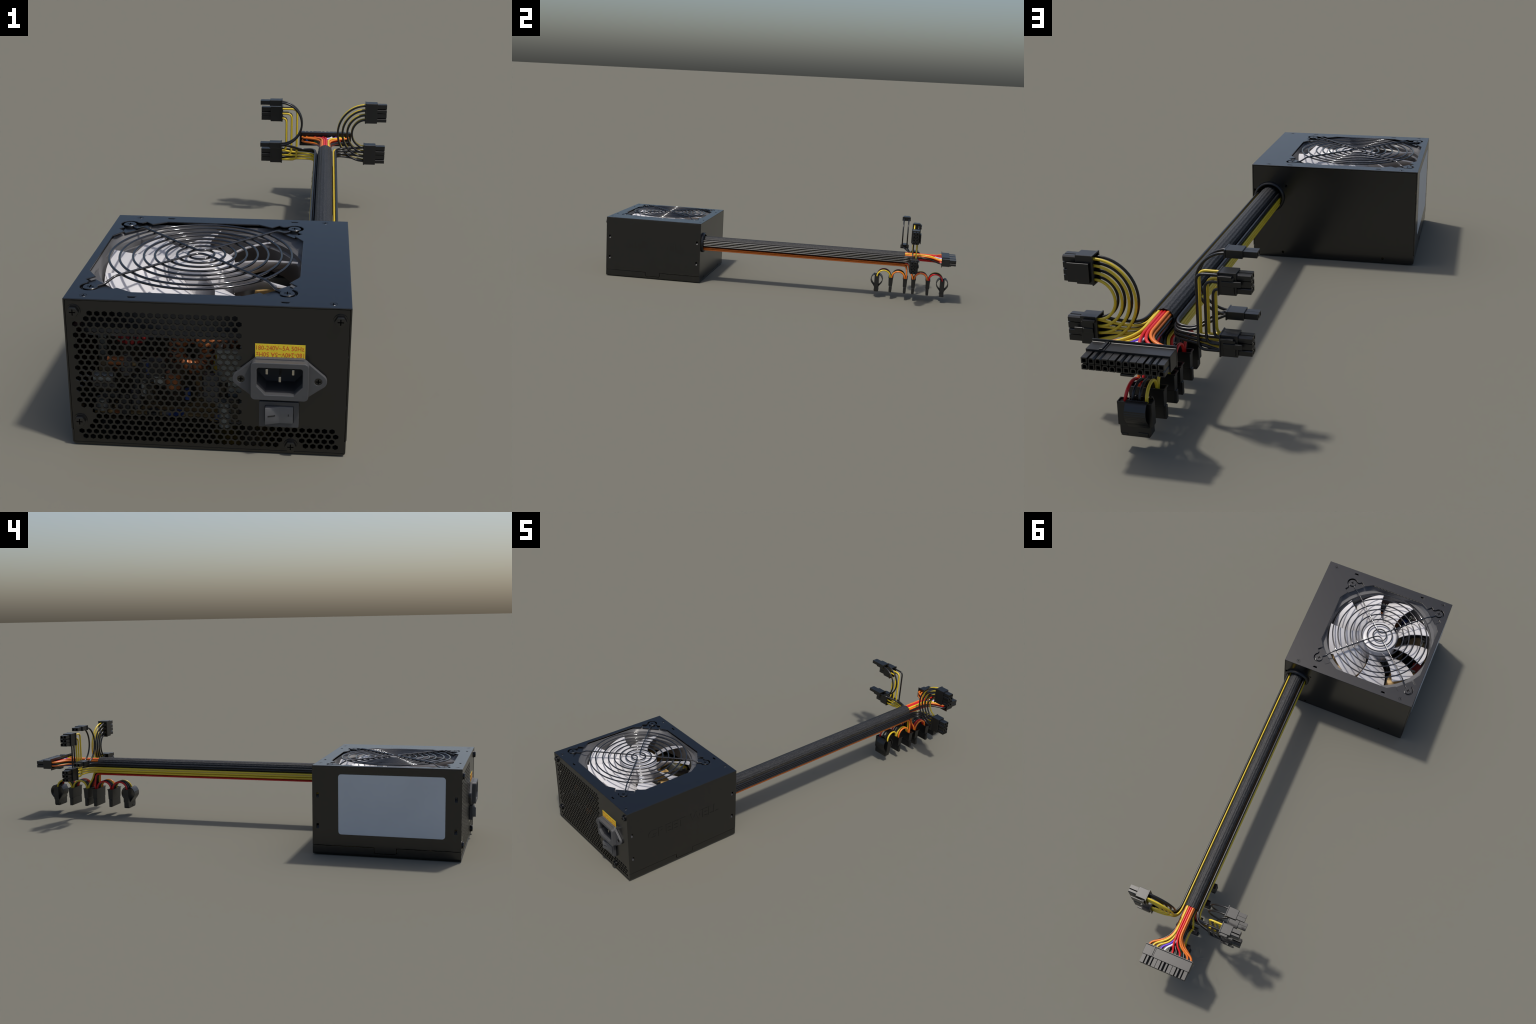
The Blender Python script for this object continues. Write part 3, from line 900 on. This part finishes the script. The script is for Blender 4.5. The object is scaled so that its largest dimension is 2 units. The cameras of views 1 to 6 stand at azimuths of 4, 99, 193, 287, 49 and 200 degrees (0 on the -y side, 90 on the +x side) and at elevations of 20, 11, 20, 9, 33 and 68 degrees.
# --- hanging drive connectors
def stepped(name, x, y, boxes, bevel=0.0007):
    bm = bmesh.new()
    for lo, hi in boxes: box_bm(bm, lo, hi, bevel, 1)
    return bm_mesh(bm, name)
CX = 0.1515
def sata_mesh():
    bm = bmesh.new()
    # flange, tapered body, narrower tongue half, hollow top
    L = []
    sect = [(0.0470, 0.0135, 0.1205), (0.0470, 0.0135, 0.1172), (0.0440, 0.0118, 0.1165), (0.0430, 0.0100, 0.0745), (0.0430, 0.0070, 0.0715)]
    for a, b, z in sect:
        L.append([bm.verts.new((sx * a, sy * b, z)) for sx, sy in ((-1, -1), (1, -1), (1, 1), (-1, 1))])
    inner = [bm.verts.new((sx * 0.0440, sy * 0.0105, 0.1205)) for sx, sy in ((-1, -1), (1, -1), (1, 1), (-1, 1))]
    deep = [bm.verts.new((sx * 0.0440, sy * 0.0095, 0.1120)) for sx, sy in ((-1, -1), (1, -1), (1, 1), (-1, 1))]
    S = [deep, inner] + L
    for i in range(len(S) - 1):
        for k in range(4): bm.faces.new((S[i][k], S[i][(k + 1) % 4], S[i + 1][(k + 1) % 4], S[i + 1][k]))
    bm.faces.new(deep); bm.faces.new(L[-1])
    bmesh.ops.recalc_face_normals(bm, faces=bm.faces)
    box_bm(bm, (-0.0465, -0.0066, 0.0375), (0.0480, 0.0066, 0.0725), 0.0010)
    box_bm(bm, (-0.0410, -0.0078, 0.0390), (0.0300, 0.0078, 0.0730), 0.0008)
    me = bm_mesh(bm, "drive_connector"); me.materials.append(M['plastic'])
    return me
sata = sata_mesh()
def molex_mesh():
    bm = bmesh.new()
    # upper hollow block
    L = []
    sect = [(0.0420, 0.0116, 0.1180), (0.0420, 0.0116, 0.0620), (0.0380, 0.0112, 0.0610), (0.0380, 0.0112, 0.0400), (0.0330, 0.0108, 0.0330)]
    for a, b, z in sect:
        L.append([bm.verts.new((sx * a, sy * b, z)) for sx, sy in ((-1, -1), (1, -1), (1, 1), (-1, 1))])
    for i in range(len(L) - 1):
        for k in range(4): bm.faces.new((L[i][k], L[i][(k + 1) % 4], L[i + 1][(k + 1) % 4], L[i + 1][k]))
    bm.faces.new(L[0]); bm.faces.new(L[-1])
    bmesh.ops.recalc_face_normals(bm, faces=bm.faces)
    # cell walls on the wire side
    for x in (-0.0410, -0.0176, 0.0, 0.0176, 0.0410):
        box_bm(bm, (x - 0.0014, -0.0113, 0.117), (x + 0.0014, 0.0113, 0.1215), 0.0003)
    for y in (-0.0106, 0.0106):
        box_bm(bm, (-0.042, y - 0.0010, 0.117), (0.042, y + 0.0010, 0.1216), 0.0003)
    box_bm(bm, (-0.030, -0.0128, 0.0365), (-0.006, 0.0128, 0.0450), 0.0006)
    box_bm(bm, (0.020, -0.0124, 0.0345), (0.036, 0.0124, 0.0400), 0.0006)
    me = bm_mesh(bm, "drive_connector"); me.materials.append(M['plastic'])
    return me
molex = molex_mesh()
def grip_mesh():
    """bowed finger grip strap, y>0 side; ribbed"""
    ctrl = [(0.0095, 0.1255), (0.0150, 0.1268), (0.0225, 0.1215), (0.0290, 0.1110), (0.0310, 0.0985), (0.0285, 0.0870), (0.0215, 0.0760), (0.0150, 0.0680), (0.0110, 0.0600)]
    pts = []
    for i in range(len(ctrl) - 1):
        p0 = ctrl[max(i - 1, 0)]; p1 = ctrl[i]; p2 = ctrl[i + 1]; p3 = ctrl[min(i + 2, len(ctrl) - 1)]
        for k in range(5):
            t = k / 5
            pts.append(tuple(0.5 * (2 * p1[m] + (p2[m] - p0[m]) * t + (2 * p0[m] - 5 * p1[m] + 4 * p2[m] - p3[m]) * t * t + (-p0[m] + 3 * p1[m] - 3 * p2[m] + p3[m]) * t ** 3) for m in (0, 1)))
    pts.append(ctrl[-1])
    n = len(pts)
    out, inn_ = [], []
    for i in range(n):
        a = Vector(pts[max(i - 1, 0)]); b = Vector(pts[min(i + 1, n - 1)])
        t = (b - a).normalized(); nn = Vector((-t.y, t.x))
        if nn.x < 0 and i > 3: nn = -nn
        if i <= 3: nn = Vector((0, 1))
        rib = 0.0007 if (15 <= i <= 27 and i % 2 == 0) else 0
        p = Vector(pts[i])
        out.append(p + nn * (0.0016 + rib)); inn_.append(p - nn * 0.0016)
    V, F = [], []
    for x in (-0.0335, 0.0180):
        V += [(x, p.x, p.y) for p in out] + [(x, p.x, p.y) for p in inn_]
    k = 2 * n
    for i in range(n - 1):
        F += [(i, i + 1, k + i + 1, k + i), (n + i + 1, n + i, k + n + i, k + n + i + 1), (i + 1, i, n + i, n + i + 1), (k + i, k + i + 1, k + n + i + 1, k + n + i)]
    F += [(0, k, k + n, n), (n - 1, 2 * n - 1, k + 2 * n - 1, k + n - 1)]
    me = mesh_from(V, F, "finger_grip"); me.materials.append(M['plastic'])
    b = bmesh.new(); b.from_mesh(me); bmesh.ops.recalc_face_normals(b, faces=b.faces); b.to_mesh(me); b.free()
    smooth_by_angle(me, 25)
    return me
grip = grip_mesh()
YM1, YS2, YS3, YS4, YS5, YM6 = 0.5797, 0.6572, 0.7360, 0.7812, 0.8597, 0.9385
for y, turn in ((YM1, 1), (YM6, 0)):
    o = add("drive_connector", molex)
    o.location = (CX - 0.0005, y, 0)
    if turn: o.rotation_euler = (0, 0, PI)
    for s in (0, 1):
        gq = add("finger_grip", grip, parent=o)
        gq.scale = (1, -1 if s else 1, 1)
for y, turn in ((YS2, 0), (YS3, 0), (YS4, 0), (YS5, 0)):
    o = add("storage_connector", sata); o.location = (CX, y, 0)

# ------------------------------------------------------------------ wires
WL = 0.0037      # thinner loops between paired connectors
def wire(c, path, n=8, r=None):
    return tube("wire", path, r or WR, WIRE[c], n)

# main 24 wires: hexagonal pack in the sleeve, fanned out to the two rows of the connector
pin_col = {1: 'o', 2: 'o', 3: 'k', 4: 'r', 5: 'k', 6: 'r', 7: 'k', 8: 'w', 9: 'p', 10: 'y', 11: 'y', 12: 'o',
           13: 'o', 14: 'b', 15: 'k', 16: 'g', 17: 'k', 18: 'k', 19: 'k', 21: 'r', 22: 'r', 23: 'r', 24: 'k'}
pack = [(0.0192, [11, 6, 4, 2]), (0.0112, [12, 10, 9, 8, 1]), (0.0030, [24, 7, 5, None, 19, 3]), (-0.0055, [23, 21, 18, 16, 13]), (-0.0140, [22, 17, 15, 14])]
for dz, rowp in pack:
    for i, p in enumerate(rowp):
        if p is None: continue
        xb = SX + ((len(rowp) - 1) / 2 - i) * 0.0080
        zb = SZ + dz * 0.90
        top = p <= 12
        col = (p - 1) if top else (p - 13)
        xe = MX - (5.5 - col) * P24
        ze = MZ + (0.0077 if top else -0.0077)
        y1 = 0.868 + (0.012 if top else 0.0) - 0.08 * abs(xe - xb) - 0.010 * (abs(i - 2.5) > 1.6)
        path = rounded([(xb, S_END - 0.006, zb), (xb, y1, zb), (xe, 0.912, ze), (xe, 0.936, ze)], [0, 0.045, 0.016, 0], 8)
        wire(pin_col[p], path)

# processor cable: 4 black outside, 4 yellow inside, right side of the bundle
rowz = [0.2395, 0.2305, 0.2215, 0.2125]
for r in range(4):
    zB = ZB + (1.5 - r) * PITCH
    for c, xb, yh in (('k', 0.1912, YC - YW), ('y', 0.1842, YC + YW)):
        zb = rowz[r] if c == 'k' else [0.2345, 0.2255, 0.2168, 0.2125][r]
        wire(c, rounded([(xb, YS, zb), (xb, YC + (-0.0135 if c == 'k' else 0.0015), zb), (0.245, yh * 0.7 + YC * 0.3, zb + (zB - zb) * 0.25), (XR + 0.004, yh, zB), (XR + 0.010, yh, zB)], [0, 0.046, 0.03, 0.004, 0], 9), r=WR if c == 'k' else 0.0035)
    # loop up to the second connector
    zA = ZA + (r - 1.5) * PITCH          # row r of B joins the mirrored row of A
    for c, yh in (('k', YC - YW), ('y', YC + YW)):
        zc, rr = (zA + zB) / 2, (zA - zB) / 2
        path = [(XR + 0.010, yh, zB)] + [(XR + 0.004 - (rr - 0.002) * math.sin(PI * k / 28), yh, zc - rr * math.cos(PI * k / 28)) for k in range(29)] + [(XR + 0.010, yh, zA)]
        wire(c, path, r=WL)

# graphics cable: 2 black over 3 yellow outside, 3 black inside, left side of the bundle
for r in range(3):
    zE = ZE + (1 - r) * PITCH
    zC = ZC + (r - 1) * PITCH
    zrow = [0.2188, 0.2097, 0.2006][r]
    for c, xb, yh in (('y', 0.1140, YC - YV), ('k', 0.1215, YC + YV)):
        zb = zrow + (0.0075 if c == 'k' else 0)
        wire(c, rounded([(xb, YS, zb), (xb, YC - (0.0225 if c == 'y' else 0.0155), zb), (0.050, yh * 0.6 + YC * 0.4 - 0.003, zb + (zE - zb) * 0.2), (XL - 0.004, yh, zE), (XL - 0.010, yh, zE)], [0, 0.05, 0.03, 0.004, 0], 9))
        xv = [0.0035, 0.0232, 0.0435][r]
        wire(c, rounded([(XL - 0.010, yh, zE), (xv, yh, zE), (xv, yh, zC), (XL - 0.010, yh, zC)], 0.019, 7), r=WL)
for i, (zb, yh) in enumerate(((0.2385, 0.7028), (0.2310, 0.7294))):
    xb = 0.1156
    wire('k', rounded([(xb, YS, zb), (xb, 0.7545 + 0.003 * i, zb), (0.062, 0.7600 + 0.004 * i, zb - 0.004 + 0.004 * i), (0.022, yh + 0.018 - 0.008 * i, zb + 0.018), (XL - 0.002, yh, ZF), (XL - 0.010, yh, ZF)], [0, 0.045, 0.02, 0.02, 0.008, 0], 9))
    zc, rr = (ZD + ZF) / 2, (ZD - ZF) / 2
    wire('k', [(XL - 0.010, yh, ZF)] + [(XL - 0.004 + (rr - 0.001) * math.sin(PI * k / 28), yh, zc - rr * math.cos(PI * k / 28)) for k in range(29)] + [(XL - 0.010, yh, ZD)], r=WL)

# drive cables: two flat ribbons under the bundle; each drops to a chain of connectors
def arc(x0, y0, x1, y1, z, c):
    r = (y1 - y0) / 2
    wire(c, [(x0, y0, z - 0.008)] + [(x0 + (x1 - x0) * k / 20, (y0 + y1) / 2 - r * math.cos(PI * k / 20), z + 0.0345 * math.sin(PI * k / 20)) for k in range(21)] + [(x1, y1, z - 0.008)])
ZW = 0.1185
def sx(i): return CX + (i - 2) * 0.0125          # 5 wires, -x to +x
def mx(i): return CX - 0.0005 + (i - 1.5) * 0.0176
chain1 = 'rkkyo'
chain2 = 'ykkro'
for i in range(5):
    xb = CX + (i - 2) * 0.0098
    c = chain1[i]
    wire(c, rounded([(xb, YS, 0.1872), (xb, YS3 + 0.000, 0.1872), (sx(i), YS3 + 0.0050, 0.150), (sx(i), YS3 + 0.0050, 0.1105)], [0, 0.016, 0.02, 0], 7))
    arc(sx(i), YS2 + 0.0050, sx(i), YS3 - 0.0050, ZW, c)
    c = chain2[i]
    xb = CX + (i - 2) * 0.0082
    wire(c, rounded([(xb, YS, 0.1955), (xb, YS3 + 0.012, 0.1955), (xb + (sx(i) - xb) * .3, YS3 + 0.018, 0.165), (sx(i), YS4 - 0.006, 0.133), (sx(i), YS4 - 0.0045, 0.1105)], [0, 0.018, 0.02, 0.02, 0], 7))
    arc(sx(i), YS4 + 0.0050, sx(i), YS5 - 0.0050, ZW, c)
for i in range(4):
    arc(mx(i), YM1 + 0.001, sx(i), YS2 - 0.0050, ZW, chain1[i])
    arc(sx(i), YS5 + 0.0050, mx(i), YM6 - 0.001, ZW, chain2[i])

bpy.context.view_layer.update()
